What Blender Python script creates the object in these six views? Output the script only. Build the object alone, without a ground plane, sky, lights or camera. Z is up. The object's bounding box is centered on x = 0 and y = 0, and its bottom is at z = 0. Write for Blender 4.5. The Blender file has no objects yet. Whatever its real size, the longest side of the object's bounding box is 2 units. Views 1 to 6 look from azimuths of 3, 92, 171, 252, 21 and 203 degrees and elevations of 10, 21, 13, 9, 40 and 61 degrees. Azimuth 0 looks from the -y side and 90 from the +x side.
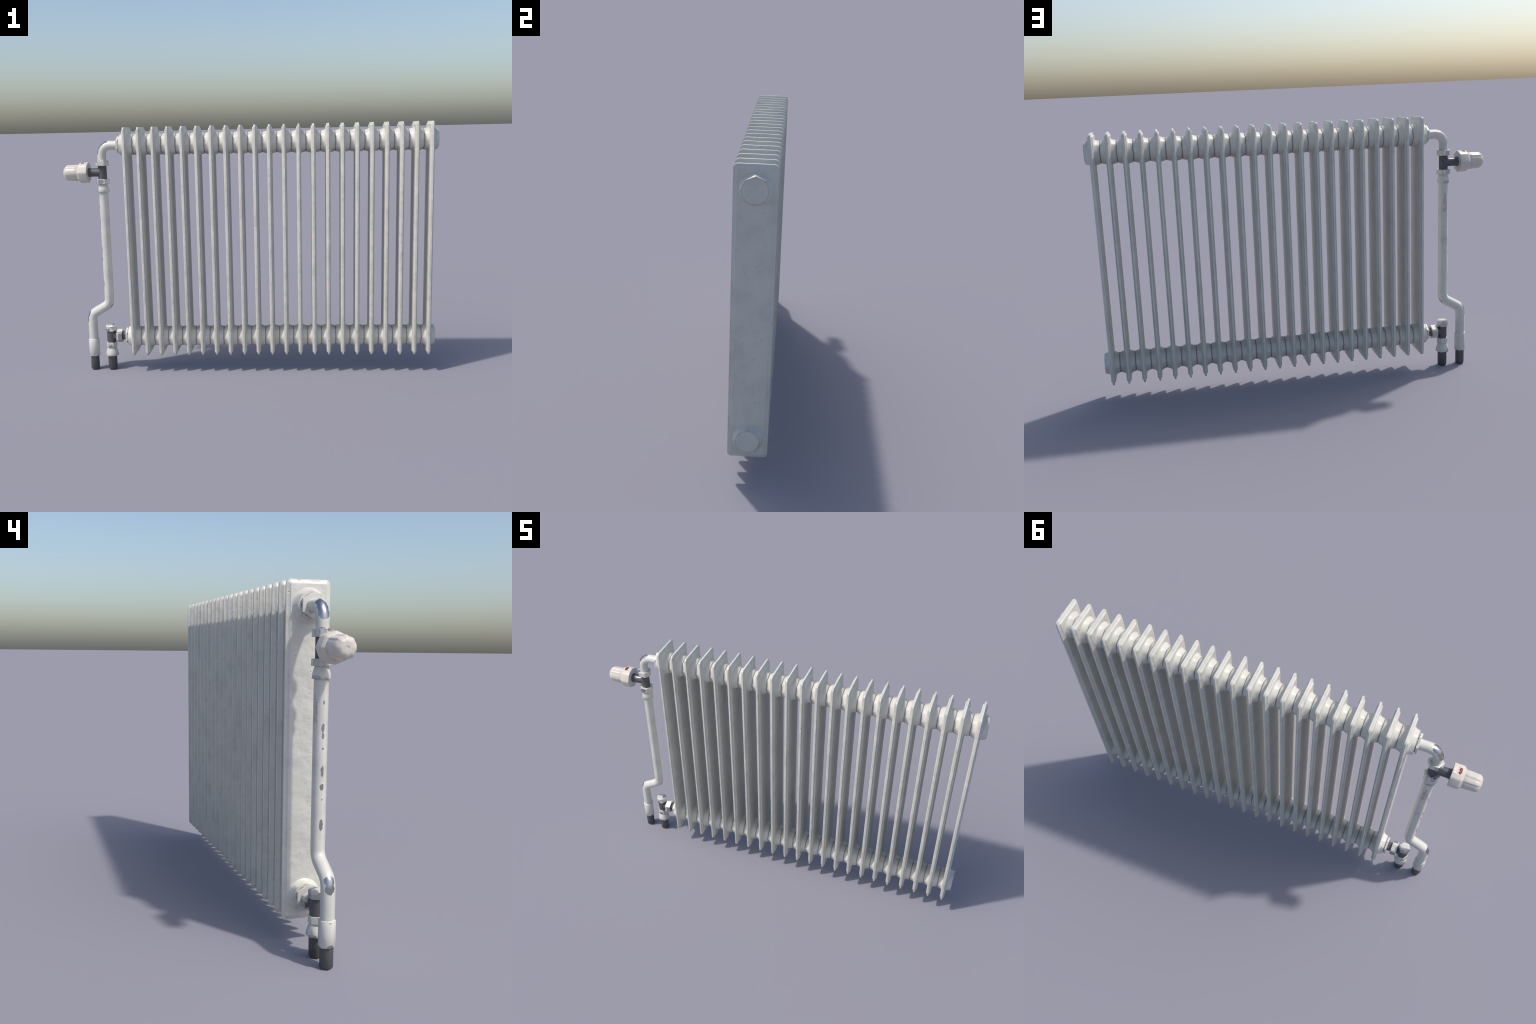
"""White column radiator with thermostatic valve, riser pipe and return valve.

x runs along the row of sections, z is up.  Every part is described by a
profile (turned / prism parts), a spine (pipes) or a ring loft (fin plates).
"""
import bpy, bmesh, math
from mathutils import Vector, Matrix

# ----------------------------------------------------------------- sizes (m)
FINS = 22
PITCH = 0.0768
HUB_HALF = 0.0376                 # hub end to section centre
X_LAST = 1.0 - HUB_HALF
X_FIRST = X_LAST - (FINS - 1) * PITCH
Z_TOP, Z_BOT = 1.3428, 0.0965     # fin plate
HALF_DEPTH = 0.0832
CORNER = 0.0165
HUB_Z = (1.2505, 0.190)
RIM_EDGE, RIM_IN, BODY = 0.0041, 0.0060, 0.0117   # half thicknesses
X_PIPE = -0.7905                  # valve / riser axis
X_DROP = -0.8912                  # lower end of riser
VALVE_Z = 1.105
RETURN_Z = 0.1915


# ------------------------------------------------------------ node utilities
class Nodes:
    """small helper so that materials read as expressions"""

    def __init__(self, name):
        self.mat = bpy.data.materials.new(name)
        self.mat.use_nodes = True
        self.nt = self.mat.node_tree
        self.nt.nodes.clear()
        self.out = self.nt.nodes.new("ShaderNodeOutputMaterial")

    def put(self, sock, val):
        if isinstance(val, bpy.types.NodeSocket):
            self.nt.links.new(val, sock)
        elif val is not None:
            sock.default_value = val

    def math(self, op, a, b=None, c=None, clamp=False):
        n = self.nt.nodes.new("ShaderNodeMath")
        n.operation, n.use_clamp = op, clamp
        for s, v in zip(n.inputs, (a, b, c)):
            self.put(s, v)
        return n.outputs[0]

    def vmath(self, op, a, b=None, scale=None):
        n = self.nt.nodes.new("ShaderNodeVectorMath")
        n.operation = op
        self.put(n.inputs[0], a)
        if b is not None:
            self.put(n.inputs[1], b)
        if scale is not None:
            self.put(n.inputs["Scale"], scale)
        return n.outputs["Value"] if op in ("LENGTH", "DOT_PRODUCT", "DISTANCE") else n.outputs[0]

    def noise(self, vec, scale, detail=3.0, rough=0.5, dist=0.0, color=False):
        n = self.nt.nodes.new("ShaderNodeTexNoise")
        self.put(n.inputs["Vector"], vec)
        n.inputs["Scale"].default_value = scale
        n.inputs["Detail"].default_value = detail
        n.inputs["Roughness"].default_value = rough
        n.inputs["Distortion"].default_value = dist
        return n.outputs["Color"] if color else n.outputs["Fac"]

    def step(self, v, lo, hi, smooth=False):
        n = self.nt.nodes.new("ShaderNodeMapRange")
        n.interpolation_type = "SMOOTHSTEP" if smooth else "LINEAR"
        n.clamp = True
        self.put(n.inputs["Value"], v)
        n.inputs["From Min"].default_value = lo
        n.inputs["From Max"].default_value = hi
        return n.outputs[0]

    def mix(self, fac, a, b):
        n = self.nt.nodes.new("ShaderNodeMix")
        n.data_type = "RGBA"
        self.put(n.inputs[0], fac)
        self.put(n.inputs[6], a)
        self.put(n.inputs[7], b)
        return n.outputs[2]

    def fmix(self, fac, a, b):
        n = self.nt.nodes.new("ShaderNodeMix")
        n.data_type = "FLOAT"
        self.put(n.inputs[0], fac)
        self.put(n.inputs[2], a)
        self.put(n.inputs[3], b)
        return n.outputs[0]

    def bump(self, height, strength, distance, normal=None):
        n = self.nt.nodes.new("ShaderNodeBump")
        n.inputs["Strength"].default_value = strength
        n.inputs["Distance"].default_value = distance
        self.put(n.inputs["Height"], height)
        self.put(n.inputs["Normal"], normal)
        return n.outputs[0]

    def bevel(self, radius):
        n = self.nt.nodes.new("ShaderNodeBevel")
        n.samples = 4
        n.inputs["Radius"].default_value = radius
        return n.outputs[0]

    def normal(self):
        return self.nt.nodes.new("ShaderNodeNewGeometry").outputs["Normal"]

    def coords(self, per_object=False):
        v = self.nt.nodes.new("ShaderNodeTexCoord").outputs["Object"]
        if not per_object:
            return v, v
        r = self.nt.nodes.new("ShaderNodeObjectInfo").outputs["Random"]
        r = self.math("MULTIPLY", r, 37.0)
        n = self.nt.nodes.new("ShaderNodeCombineXYZ")
        for s in n.inputs:
            self.put(s, r)
        return v, self.vmath("ADD", v, n.outputs[0])

    def xyz(self, v):
        n = self.nt.nodes.new("ShaderNodeSeparateXYZ")
        self.put(n.inputs[0], v)
        return n.outputs

    def principled(self, color, rough, metal=0.0, normal=None, spec=0.5):
        n = self.nt.nodes.new("ShaderNodeBsdfPrincipled")
        self.put(n.inputs["Base Color"], color)
        self.put(n.inputs["Roughness"], rough)
        self.put(n.inputs["Metallic"], metal)
        self.put(n.inputs["Normal"], normal)
        n.inputs["Specular IOR Level"].default_value = spec
        self.nt.links.new(n.outputs[0], self.out.inputs[0])
        return self.mat


PAINT = (0.612, 0.598, 0.538, 1)
PAINT_DULL = (0.535, 0.524, 0.474, 1)
METAL = (0.455, 0.44, 0.45, 1)


def paint_material(name, chips=(), wear=0.0, wear_radius=0.004, flake=None, lumps=0.5,
                   per_object=False, groove=None, dark_edge=0.0, chip_warp=0.012, warp_scale=70.0, soft=0.0016, corners=0.0, recess_shade=0.0, bare_rough=0.40):
    """thick off-white enamel; `chips` are ellipsoids (centre, radii) where the
    enamel has come off down to bright steel, `wear` is edge wear."""
    m = Nodes(name)
    p, q = m.coords(per_object)
    big = m.noise(q, 9.0, 4.0, 0.6)
    col = m.mix(m.step(big, 0.40, 0.72, True), PAINT, PAINT_DULL)
    fine = m.noise(q, 60.0, 3.0, 0.6)
    col = m.mix(m.math("MULTIPLY", m.step(fine, 0.56, 0.74, True), 0.22), col, (0.48, 0.47, 0.44, 1))
    # relief of old paint: broad lumps, small pits
    lump = m.math("ADD", m.noise(q, 27.0, 2.0, 0.45), m.math("MULTIPLY", m.noise(q, 11.0, 2.0, 0.5), 1.6))
    pit = m.step(m.noise(q, 75.0, 2.0, 0.5), 0.66, 0.78, True)
    height = m.math("SUBTRACT", lump, m.math("MULTIPLY", pit, 0.45))
    nrm = m.bump(height, lumps, 0.006, m.bevel(soft))
    speck = m.step(m.noise(q, 75.0, 2.0, 0.5), 0.70, 0.76, True)
    col = m.mix(m.math("MULTIPLY", speck, 0.35), col, (0.33, 0.32, 0.31, 1))
    if groove is not None:  # ambient occlusion at the hub joint, painted into the base colour
        x, y, z = m.xyz(p)
        near = m.step(m.math("ABSOLUTE", x), *groove, True)
        radial = m.math("SQRT", m.math("ADD", m.math("MULTIPLY", y, y), m.math("MULTIPLY", z, z)))
        near = m.math("MULTIPLY", near, m.step(radial, 0.046, 0.049))
        col = m.mix(m.math("MULTIPLY", near, 0.45), col, (0.34, 0.325, 0.30, 1))
    if recess_shade:                        # enamel tinted darker inside the rim: occlusion shade between sections
        x, y, z = m.xyz(p)
        in_y = m.step(m.math("ABSOLUTE", y), HALF_DEPTH - 0.0145, HALF_DEPTH - 0.0300, True)
        in_z = m.step(m.math("ABSOLUTE", m.math("SUBTRACT", z, (Z_TOP + Z_BOT) / 2)), (Z_TOP - Z_BOT) / 2 - 0.015, (Z_TOP - Z_BOT) / 2 - 0.15, True)
        col = m.mix(m.math("MULTIPLY", m.math("MULTIPLY", in_y, in_z), recess_shade), col, (0.36, 0.35, 0.32, 1))
    mask = None

    def join(a):
        nonlocal mask
        mask = a if mask is None else m.math("MAXIMUM", mask, a)

    if chips:
        warp = m.vmath("SUBTRACT", m.noise(p, warp_scale, 3.0, 0.6, color=True), (0.5, 0.5, 0.5))
        warped = m.vmath("ADD", p, m.vmath("SCALE", warp, scale=chip_warp))
        for c, r in chips:
            d = m.vmath("DIVIDE", m.vmath("SUBTRACT", warped, c), r)
            join(m.step(m.vmath("LENGTH", d), 1.03, 0.97))
    if wear or dark_edge:
        edge = m.math("SUBTRACT", 1.0, m.vmath("DOT_PRODUCT", m.bevel(wear_radius), m.normal()))
        edge = m.step(edge, 0.02, 0.16)
        blot = m.noise(q, 48.0, 2.0, 0.5)
        if wear:
            if corners:               # rim corners of a section are knocked bare more often
                x, y, z = m.xyz(p)
                far_y = m.step(m.math("ABSOLUTE", y), HALF_DEPTH - 0.022, HALF_DEPTH - 0.010)
                far_z = m.step(m.math("ABSOLUTE", m.math("SUBTRACT", z, (Z_TOP + Z_BOT) / 2)), (Z_TOP - Z_BOT) / 2 - 0.026, (Z_TOP - Z_BOT) / 2 - 0.014)
                blot = m.math("ADD", blot, m.math("MULTIPLY", m.math("MULTIPLY", far_y, far_z), corners))
            join(m.step(m.math("ADD", m.math("MULTIPLY", edge, wear), blot), 0.86, 0.90))
        if dark_edge:
            stain = m.math("MULTIPLY", edge, m.step(m.noise(q, 18.0, 4.0, 0.65), 0.5, 0.68, True))
            col = m.mix(m.math("MULTIPLY", stain, dark_edge), col, (0.25, 0.25, 0.25, 1))
    if flake is not None:
        scale, lo = flake
        join(m.step(m.noise(q, scale, 1.0, 0.4, 0.2), lo, lo + 0.02))
    rough = m.fmix(fine, 0.33, 0.48)
    metal = 0.0
    if mask is not None:
        col = m.mix(mask, col, METAL)
        rough = m.fmix(mask, rough, bare_rough)
        metal = mask
        nrm = m.bump(m.math("MULTIPLY", mask, -1.0), 0.3, 0.0008, nrm)
    return m.principled(col, rough, metal, nrm)


def iron_material(name, rough, rubbed=None):
    """dark raw iron; `rubbed` = (centre, radii) of a patch polished by hands"""
    m = Nodes(name)
    p, q = m.coords()
    g = m.noise(p, 180.0, 3.0, 0.7)
    b = m.noise(p, 35.0, 3.0, 0.6)
    col = m.mix(g, (0.080, 0.078, 0.082, 1), (0.125, 0.122, 0.126, 1))
    col = m.mix(m.math("MULTIPLY", m.step(b, 0.5, 0.75, True), 0.4), col, (0.12, 0.115, 0.11, 1))
    r, metal = rough, 0.25
    if rubbed is not None:
        c, rad = rubbed
        warp = m.vmath("SUBTRACT", m.noise(p, 60.0, 2.0, 0.5, color=True), (0.5, 0.5, 0.5))
        d = m.vmath("DIVIDE", m.vmath("SUBTRACT", m.vmath("ADD", p, m.vmath("SCALE", warp, scale=0.010)), c), rad)
        rub = m.step(m.vmath("LENGTH", d), 1.1, 0.9, True)
        r = m.fmix(rub, rough, 0.24)
        col = m.mix(rub, col, (0.25, 0.245, 0.24, 1))
        metal = m.fmix(rub, 0.25, 1.0)
    return m.principled(col, r, metal, m.bump(g, 0.35, 0.001, m.bevel(0.001)))


def plain_material(name, color, rough, metal=0.0, bevel=0.0012):
    m = Nodes(name)
    p, q = m.coords()
    n = m.noise(p, 60.0, 3.0, 0.6)
    col = m.mix(m.math("MULTIPLY", n, 0.25), color, tuple(c * 0.75 for c in color[:3]) + (1,))
    return m.principled(col, rough, metal, m.bump(n, 0.08, 0.002, m.bevel(bevel)))


# ------------------------------------------------------------ mesh utilities
def finish_mesh(name, bm, mat, sharp=50.0):
    bmesh.ops.recalc_face_normals(bm, faces=bm.faces)
    me = bpy.data.meshes.new(name)
    for e in bm.edges:
        e.smooth = not (len(e.link_faces) == 2 and e.calc_face_angle(0.0) > math.radians(sharp))
    for f in bm.faces:
        f.smooth = True
    bm.to_mesh(me)
    bm.free()
    me.materials.append(mat)
    return me


def add(name, mesh, parent, loc=(0, 0, 0)):
    ob = bpy.data.objects.new(name, mesh)
    bpy.context.scene.collection.objects.link(ob)
    ob.parent = parent
    ob.location = loc
    return ob


def bridge(bm, rings, cap=True):
    for a, b in zip(rings, rings[1:]):
        n = len(a)
        for i in range(n):
            bm.faces.new((a[i], a[(i + 1) % n], b[(i + 1) % n], b[i]))
    if cap:
        bm.faces.new(rings[0])
        bm.faces.new(rings[-1])


def frame(axis, centre):
    """local (across a, across b, along) -> world point"""
    cx, cy, cz = centre
    if axis == "z":
        return lambda a, b, t: Vector((cx + a, cy + b, t))
    return lambda a, b, t: Vector((t, cy + b, cz + a))     # along x, 'a' is up


def prism(name, profile, axis, centre, sides, mat, sharp=50.0, shape=None):
    """turned or polygonal part: profile = [(position along axis, radius)]"""
    bm = bmesh.new()
    at = frame(axis, centre)
    rings = []
    for t, r in profile:
        ring = []
        for k in range(sides):
            a = 2 * math.pi * k / sides
            rr = r * (shape(a, t) if shape else 1.0)
            ring.append(bm.verts.new(at(rr * math.cos(a), rr * math.sin(a), t)))
        rings.append(ring)
    bridge(bm, rings)
    return finish_mesh(name, bm, mat, sharp)


def arc_corner(corner, d_in, d_out, reach, steps):
    """points rounding a corner between two straight runs of a spine"""
    c, i, o = Vector(corner), Vector(d_in).normalized(), Vector(d_out).normalized()
    p0, p1 = c - i * reach, c + o * reach
    pts = []
    turn = i.angle(o)
    radius = reach / math.tan(turn / 2)
    side = (o - i * i.dot(o)).normalized()
    centre = p0 + side * radius
    for s in range(steps + 1):
        a = turn * s / steps
        pts.append(centre - side * radius * math.cos(a) + i * radius * math.sin(a))
    return pts


def pipe(name, spine, radius, sides, mat, sharp=65.0):
    """tube along a spine lying in the x-z plane; one corner of the polygon
    stays in that plane"""
    bm = bmesh.new()
    rings = []
    for k, p in enumerate(spine):
        t0 = (p - spine[k - 1]).normalized() if k else None
        t1 = (spine[k + 1] - p).normalized() if k + 1 < len(spine) else None
        t = ((t0 or t1) + (t1 or t0)).normalized()
        stretch = 1.0 / max(0.5, t.dot(t1 or t0))
        u = Vector((t.z, 0, -t.x))
        v = Vector((0, 1, 0))
        ring = []
        for s in range(sides):
            a = 2 * math.pi * s / sides
            ring.append(bm.verts.new(p + u * radius * math.cos(a) * stretch + v * radius * math.sin(a)))
        rings.append(ring)
    bridge(bm, rings)
    return finish_mesh(name, bm, mat, sharp)


OCT = math.pi / 4


def octagon(a, t):
    """radius factor of an eight-sided outline whose corners have radius 1"""
    b = (a + OCT / 2) % OCT - OCT / 2
    b = abs(b)
    return math.cos(OCT / 2) / math.cos(OCT / 2 - b)


def rounded_rect(hy, z0, z1, r, steps=3):
    pts = []
    for (sy, zc, a0) in ((1, z1 - r, 0), (-1, z1 - r, 90), (-1, z0 + r, 180), (1, z0 + r, 270)):
        for k in range(steps + 1):
            a = math.radians(a0 + 90.0 * k / steps)
            pts.append((sy * (hy - r) + r * math.cos(a), zc + r * math.sin(a)))
    return pts


# ---------------------------------------------------------------- materials
fin_paint = paint_material("fin_enamel", lumps=0.58, soft=0.0016, wear=0.27, wear_radius=0.003, per_object=True, dark_edge=0.6, corners=0.12, recess_shade=0.34)
end_paint = paint_material("end_section_enamel", lumps=0.58, soft=0.0016, wear=0.27, wear_radius=0.003, per_object=True,
                           dark_edge=0.6, corners=0.12)
hub_paint = paint_material("hub_enamel", lumps=0.18, per_object=True, groove=(0.0325, 0.0374), soft=0.004)
nut_chips = []
for z in (1.1545, 1.0560):        # bare flats towards the back left, half bare ones in front
    nut_chips.append(((X_PIPE - 0.019, 0.0300, z), (0.019, 0.014, 0.016)))
nut_chips.append(((X_PIPE - 0.003, -0.0316, 1.0560), (0.0165, 0.008, 0.0125)))
nut_chips.append(((X_PIPE - 0.027, -0.0158, 1.1650), (0.016, 0.014, 0.008)))
nut_paint = paint_material("worn_nut_enamel", lumps=0.15, wear=0.85, wear_radius=0.008, flake=(26.0, 0.60),
                           chips=nut_chips, chip_warp=0.008)
cap_paint = paint_material("cap_nut_enamel", lumps=0.15, wear=0.45, wear_radius=0.006, flake=(24.0, 0.58))
plate_paint = paint_material("bushing_enamel", lumps=0.15, wear=0.68, wear_radius=0.003)
bell_paint = paint_material("bell_enamel", lumps=0.15, wear=0.30, wear_radius=0.004,
                            chips=[((X_PIPE - 0.012, 0.028, 1.004), (0.024, 0.020, 0.009)),
                                   ((X_PIPE - 0.032, -0.012, 1.001), (0.007, 0.016, 0.004)),
                                   ((X_PIPE - 0.026, 0.028, 0.083), (0.018, 0.018, 0.008))],
                            chip_warp=0.008)
sleeve_paint = paint_material("sleeve_enamel", lumps=0.12, wear=0.36, wear_radius=0.004,
                              chips=[((X_DROP - 0.031, -0.004, 0.080), (0.012, 0.016, 0.011)),
                                     ((X_DROP - 0.031, 0.001, 0.174), (0.006, 0.006, 0.007))], chip_warp=0.008)

EDGE_X = X_PIPE - 0.0262          # front corner of the riser's polygon
riser_chips = []
for z, ry, rz in ((0.920, 0.003, 0.007), (0.832, 0.0048, 0.016), (0.806, 0.0045, 0.010), (0.760, 0.0032, 0.004),
                  (0.683, 0.0055, 0.020), (0.627, 0.0062, 0.013), (0.584, 0.003, 0.004), (0.493, 0.0070, 0.021)):
    riser_chips.append(((EDGE_X, -0.001, z), (0.010, ry * 1.25, rz)))
for x, z, rx, rz in ((-0.7900, 0.902, 0.0085, 0.024), (-0.7925, 0.935, 0.0055, 0.014), (-0.7895, 0.860, 0.0080, 0.014),
                     (-0.7885, 0.772, 0.0028, 0.007), (-0.7930, 0.704, 0.0036, 0.007), (-0.7905, 0.639, 0.0022, 0.005)):
    riser_chips.append(((x, 0.0228, z), (rx, 0.008, rz)))
riser_chips += [((-0.8040, 0.0228, 0.890), (0.0026, 0.0045, 0.046)),
                ((-0.7780, 0.006, 0.362), (0.012, 0.018, 0.018)),       # heel of the upper bend
                ((X_DROP - 0.026, 0.001, 0.291), (0.0205, 0.0205, 0.0205)),
                ((X_DROP - 0.0195, 0.001, 0.318), (0.022, 0.0215, 0.022)),   # knee of the lower bend
                ((X_PIPE + 0.025, -0.010, 0.845), (0.004, 0.005, 0.030)),
                ((X_PIPE + 0.025, -0.010, 0.640), (0.004, 0.005, 0.012))]
riser_paint = paint_material("riser_enamel", lumps=0.14, bare_rough=0.29, chips=riser_chips, chip_warp=0.0125, warp_scale=70.0)
# the outer side of the elbow is worn bright: patches along its outer arc
bend_chips = []
for deg in (16, 38, 60):
    a = math.radians(deg)
    bend_chips.append(((X_PIPE + 0.046 - 0.0690 * math.cos(a), 0.001, 1.2035 + 0.0690 * math.sin(a)), (0.0245, 0.0240, 0.0245)))
elbow_paint = paint_material("elbow_enamel", lumps=0.12, bare_rough=0.29, chip_warp=0.007,
                             chips=bend_chips + [((X_PIPE - 0.020, 0.010, 1.167), (0.014, 0.014, 0.007)),
                                    ((X_PIPE - 0.010, -0.018, 1.167), (0.008, 0.010, 0.004))])
iron = iron_material("raw_iron", 0.62)
iron_rubbed = iron_material("rubbed_iron", 0.55, ((-0.830, 0.0, 1.1290), (0.020, 0.021, 0.0125)))
joint_shadow_mat = plain_material("dark_joint_shadow", (0.22, 0.205, 0.185, 1), 0.8)  # dark colour of the rings modelled for the shadow line between hubs
plastic = plain_material("ivory_plastic", (0.600, 0.545, 0.480, 1), 0.36)
red = plain_material("red_plastic", (0.42, 0.045, 0.045, 1), 0.45)
slot_dark = plain_material("slot_shadow_plastic", (0.14, 0.13, 0.12, 1), 0.6)

# --------------------------------------------------------------- radiator
root = bpy.data.objects.new("radiator", None)
bpy.context.scene.collection.objects.link(root)
root["label"] = "white enamelled column radiator with valve and pipes"
root["category"] = "radiator"


def fin_plate_mesh():
    """flat hollow section: thin rim all round, stepped up to a thicker body"""
    bm = bmesh.new()
    stages = [(0.0, RIM_EDGE), (0.0100, RIM_IN), (0.0152, BODY - 0.0003), (0.024, BODY + 0.0003)]

    def ring(d, x):
        pts = rounded_rect(HALF_DEPTH - d, Z_BOT + d, Z_TOP - d, max(CORNER - d * 0.75, 0.006))
        return [bm.verts.new((x, y, z)) for y, z in pts]

    rings = [ring(d, -h) for d, h in reversed(stages)] + [ring(d, h) for d, h in stages]
    bridge(bm, rings)
    return finish_mesh("section", bm, fin_paint, 38.5)


def hub_mesh():
    """round connector pushed out of both faces of a section, flared at its root"""
    half = [(0.0112, 0.0670), (0.0126, 0.0640), (0.0150, 0.0614), (0.0195, 0.0591), (0.0290, 0.0562),
            (HUB_HALF - 0.0020, 0.0545), (HUB_HALF - 0.0008, 0.0537), (HUB_HALF - 0.0001, 0.0510), (HUB_HALF, 0.0460), (HUB_HALF - 0.0002, 0.0320), (HUB_HALF - 0.0008, 0.0275),
            (HUB_HALF - 0.0006, 0.0120)]
    prof = [(-t, r) for t, r in reversed(half)] + half
    
    def round_to_octagon(a, t):
        """round where it grows out of the section, eight-sided at the joint"""
        w = min(1.0, max(0.0, (abs(t) - 0.0135) / 0.015))
        w = w * w * (3.0 - 2.0 * w)
        return (1.0 - w) * 0.985 + w * octagon(a, t)

    return prism("connector_hub", prof, "x", (0, 0, 0), 32, hub_paint, 80.0, round_to_octagon)


def joint_shadow_mesh():
    t = PITCH / 2 - HUB_HALF + 0.0004
    return prism("joint_shadow_ring", [(-t, 0.0518), (t, 0.0518)], "x", (0, 0, 0), 8, joint_shadow_mat)


fin_me, hub_me, joint_shadow_me = fin_plate_mesh(), hub_mesh(), joint_shadow_mesh()
for i in range(FINS):
    x = X_FIRST + i * PITCH
    fin = add("section", fin_me, root, (x, 0, 0))
    if i in (0, FINS - 1):
        fin.material_slots[0].link = "OBJECT"
        fin.material_slots[0].material = end_paint
    for z in HUB_Z:
        add("connector_hub", hub_me, fin, (0, 0, z))
        if i + 1 < FINS:
            add("joint_shadow_ring", joint_shadow_me, fin, (PITCH / 2, 0, z))

X_END = X_FIRST - HUB_HALF        # left end of the row
PLATE0, PLATE1 = -0.7025, -0.6918


def bushing(z):
    """hexagonal reducer screwed into a hub, with a dark neck behind it"""
    me = prism("bushing", [(PLATE0, 0.0437), (PLATE0 + 0.0012, 0.0450), (PLATE1, 0.0450)], "x", (0, 0, z), 6, plate_paint, 30.0)
    ob = add("bushing", me, root)
    add("bushing_neck", prism("bushing_neck", [(PLATE1 - 0.002, 0.0400), (X_END + 0.004, 0.0400)], "x", (0, 0, z), 16, joint_shadow_mat), ob)
    return ob


for z in (HUB_Z[0], RETURN_Z + 0.001):
    bushing(z)

# ------------------------------------------------------------ supply side
V = Vector
ELBOW_Z = 1.2495
spine = [V((PLATE0 + 0.003, 0, ELBOW_Z))]
spine += arc_corner((X_PIPE, 0, ELBOW_Z), (-1, 0, 0), (0, 0, -1), 0.046, 4)
spine += [V((X_PIPE, 0, 1.160))]
add("elbow_pipe", pipe("elbow_pipe", spine, 0.0238, 6, elbow_paint), root)


def nut(name, z0, z1, radius, mat, parent, axis="z", centre=None, c=0.0012):
    centre = centre or (X_PIPE, 0, 0)
    return add(name, prism(name, [(z0, radius - c), (z0 + c, radius), (z1 - c, radius), (z1, radius - c)],
                           axis, centre, 6, mat, 30.0), parent)


valve = add("valve_body", prism("valve_body", [(1.062, 0.0238), (1.150, 0.0238)], "z", (X_PIPE, 0, 0), 6, iron, 65.0), root)
nut("hex_nut", 1.1405, 1.1680, 0.0365, nut_paint, valve)
nut("hex_nut", 1.0430, 1.0685, 0.0365, nut_paint, valve)
stem_x = [(-0.8668, 0.0262), (-0.8640, 0.0250), (-0.8570, 0.0232), (-0.8490, 0.0225), (X_PIPE + 0.004, 0.0225)]
add("valve_stem", prism("valve_stem", stem_x, "x", (0, 0, VALVE_Z), 8, iron_rubbed), valve)


def bell(z_top, z_bot, r_top, r_bot, parent):
    prof = [(z_bot, r_bot - 0.0012), (z_bot + 0.0015, r_bot)]
    for k in range(1, 5):
        u = k / 4
        prof.append((z_bot + (z_top - z_bot) * (0.10 + 0.90 * u), r_bot + (r_top - r_bot) * u ** 1.35))
    return add("bell_coupling", prism("bell_coupling", prof, "z", (X_PIPE, 0, 0), 6, bell_paint, 65.0), parent)


bell(1.0440, 0.9990, 0.0245, 0.0340, valve)

BEND0, BEND1 = (X_PIPE, 0, 0.3745), (X_DROP, 0, 0.3170)
slope = V(BEND1) - V(BEND0)
spine = [V((X_PIPE, 0, 1.003))]
spine += arc_corner(BEND0, (0, 0, -1), slope, 0.0270, 4)
spine += arc_corner(BEND1, slope, (0, 0, -1), 0.0280, 4)
spine += [V((X_DROP, 0, 0.170))]
add("riser_pipe", pipe("riser_pipe", spine, 0.0262, 6, riser_paint), root)
sleeve = add("sleeve", prism("sleeve", [(0.0780, 0.0292), (0.0800, 0.0308), (0.1745, 0.0308), (0.1762, 0.0296)],
                             "z", (X_DROP, 0, 0), 6, sleeve_paint, 65.0), root)


def floor_stub(x, top, radius):
    return add("floor_stub", prism("floor_stub", [(0.0, radius - 0.0035), (0.0035, radius), (top, radius)],
                                   "z", (x, 0, 0), 6, iron, 65.0), root)


floor_stub(X_DROP, 0.081, 0.0245)

# thermostatic head ------------------------------------------------------
def soft_octagon(a, t):
    return 0.78 * octagon(a, t) + 0.22 * 0.985


def fluted(a, t):
    """eight sides with twelve rounded ribs, fading at both ends"""
    fade = min(1.0, max(0.0, (t + 0.9995) / 0.014)) * min(1.0, max(0.0, (-0.918 - t) / 0.004))
    rib = abs(math.cos(5.0 * a)) ** 0.55
    return soft_octagon(a, t) * (1.0 - 0.055 * fade * (1.0 - rib))


head = add("thermostat_head", prism(
    "thermostat_head", [(-0.8655, 0.0245), (-0.8655, 0.0542), (-0.8665, 0.0552), (-0.9080, 0.0552), (-0.9110, 0.0535), (-0.9200, 0.0450), (-0.9215, 0.0420)],
    "x", (0, 0, VALVE_Z), 64, plastic, 38.0, soft_octagon), root)
knob_prof = [(-0.9180, 0.0425), (-0.9205, 0.0442), (-0.9400, 0.0434), (-0.9650, 0.0423), (-0.9830, 0.0413), (-0.9900, 0.0365),
             (-0.9955, 0.0300), (-0.9992, 0.0235), (-1.0000, 0.0180), (-1.0000, 0.0062), (-0.9986, 0.0054), (-0.9986, 0.0020)]
add("grip_knob", prism("grip_knob", knob_prof, "x", (0, 0, VALVE_Z), 96, plastic, 50.0, fluted), head)


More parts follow.
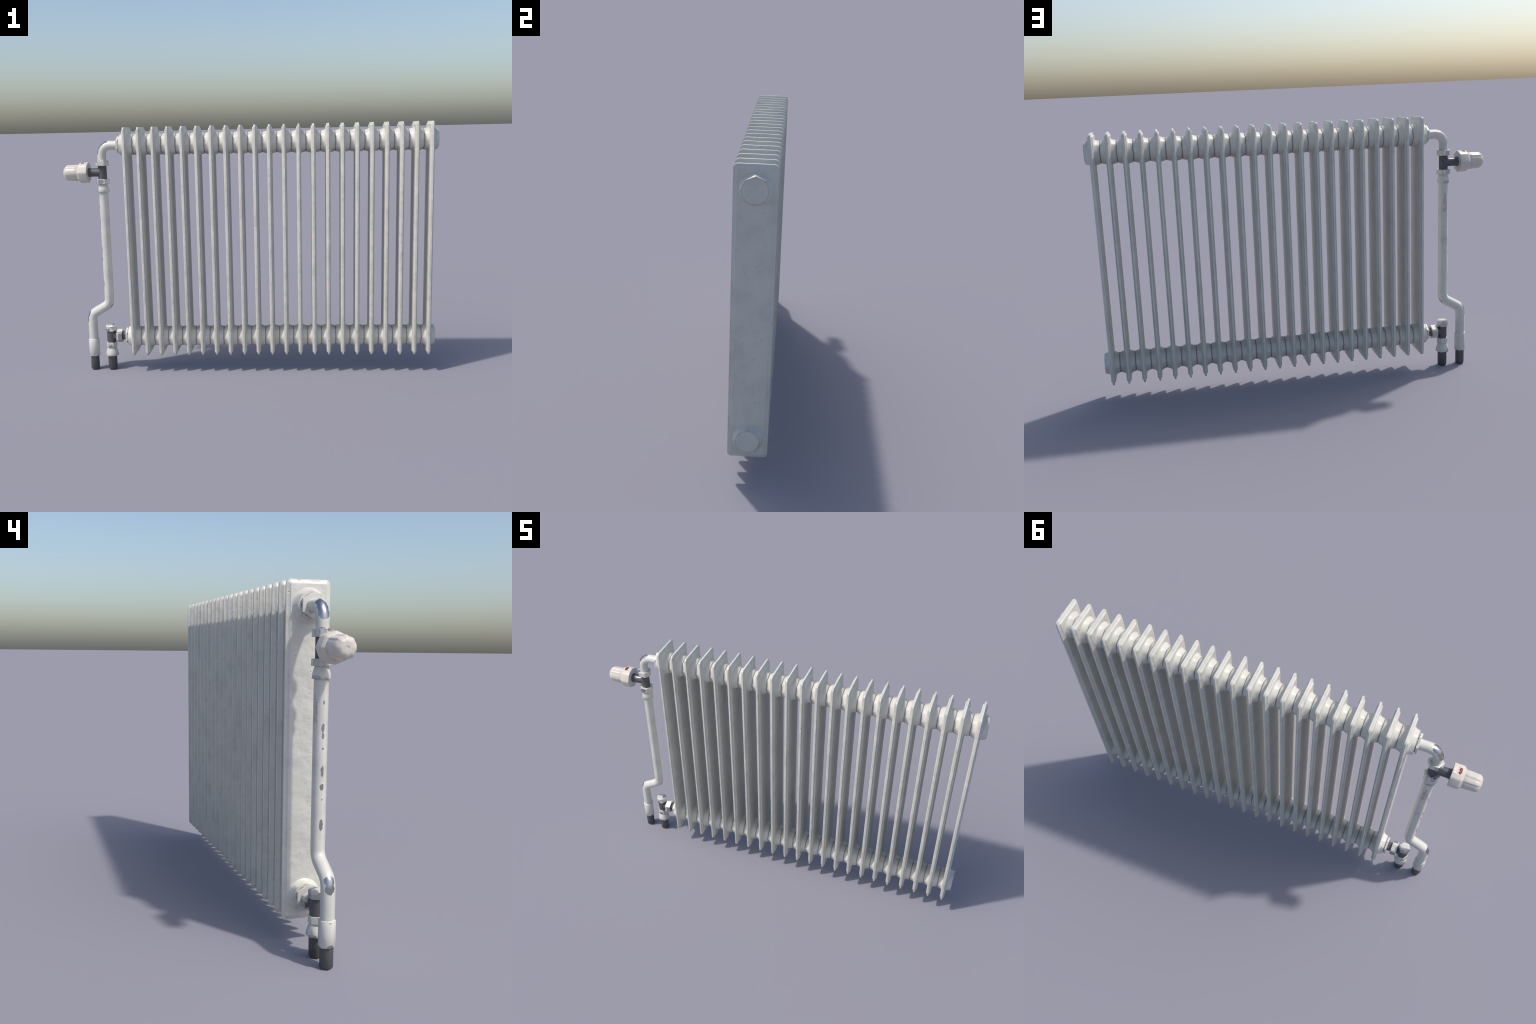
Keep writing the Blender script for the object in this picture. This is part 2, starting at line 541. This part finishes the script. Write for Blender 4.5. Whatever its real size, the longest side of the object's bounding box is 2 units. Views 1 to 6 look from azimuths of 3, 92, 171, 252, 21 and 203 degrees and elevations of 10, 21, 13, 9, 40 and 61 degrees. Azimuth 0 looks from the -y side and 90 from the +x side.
# sight window cut into the top of the head, with its red pointer
def slot_block(name, x0, x1, hy, z0, z1, mat, steps=5):
    """upright block with a half-round outline at both y ends"""
    bm = bmesh.new()
    cx, r = (x0 + x1) / 2, (x1 - x0) / 2
    pts = []
    for sgn, a0 in ((1, 0.0), (-1, math.pi)):
        for k in range(steps + 1):
            a = a0 + math.pi * k / steps
            pts.append((cx + r * math.cos(a), sgn * (hy - r) + r * math.sin(a)))
    bridge(bm, [[bm.verts.new((x, y, z)) for x, y in pts] for z in (z0, z1)])
    return finish_mesh(name, bm, mat, 40.0)


cutter = add("window_cutter", slot_block("window_cutter", -0.9030, -0.8865, 0.0165, 1.1515, 1.1800, plastic), root)
bpy.context.view_layer.update()
mod = head.modifiers.new("window", "BOOLEAN")
mod.operation, mod.object, mod.solver = "DIFFERENCE", cutter, "EXACT"
dg = bpy.context.evaluated_depsgraph_get()
cut = bpy.data.meshes.new_from_object(head.evaluated_get(dg))
head.modifiers.clear()
head.data = cut
cut.name = "thermostat_head"
bpy.data.objects.remove(cutter)
bar = add("pointer", slot_block("pointer", -0.9027, -0.8960, 0.0162, 1.1510, 1.1560, red), head)
for y in (-0.0085, 0.0085):
    add("limit_pin", prism("limit_pin", [(1.1510, 0.0019), (1.1570, 0.0019)], "z", (-0.8935, y, 0), 10, slot_dark), head)

# ------------------------------------------------------------ return side
ret = add("return_valve", prism("return_valve", [(0.150, 0.0252), (0.226, 0.0252)], "z", (X_PIPE, 0, 0), 6, iron, 65.0), root)
cap = prism("cap_nut", [(0.2205, 0.0298), (0.2217, 0.0308), (0.2485, 0.0308), (0.2535, 0.0255)], "z", (X_PIPE, 0, 0), 6, cap_paint, 30.0)
add("cap_nut", cap, ret)
nut("hex_nut", 0.1275, 0.1555, 0.0304, cap_paint, ret)
nut("union_nut", -0.7555, -0.7245, 0.0380, cap_paint, ret, "x", (0, 0, RETURN_Z))
add("return_tail", prism("return_tail", [(X_PIPE + 0.004, 0.0238), (PLATE0 + 0.002, 0.0238)], "x", (0, 0, RETURN_Z), 6, iron), ret)
bell(0.1265, 0.0795, 0.0250, 0.0375, ret)
floor_stub(X_PIPE, 0.083, 0.0255)
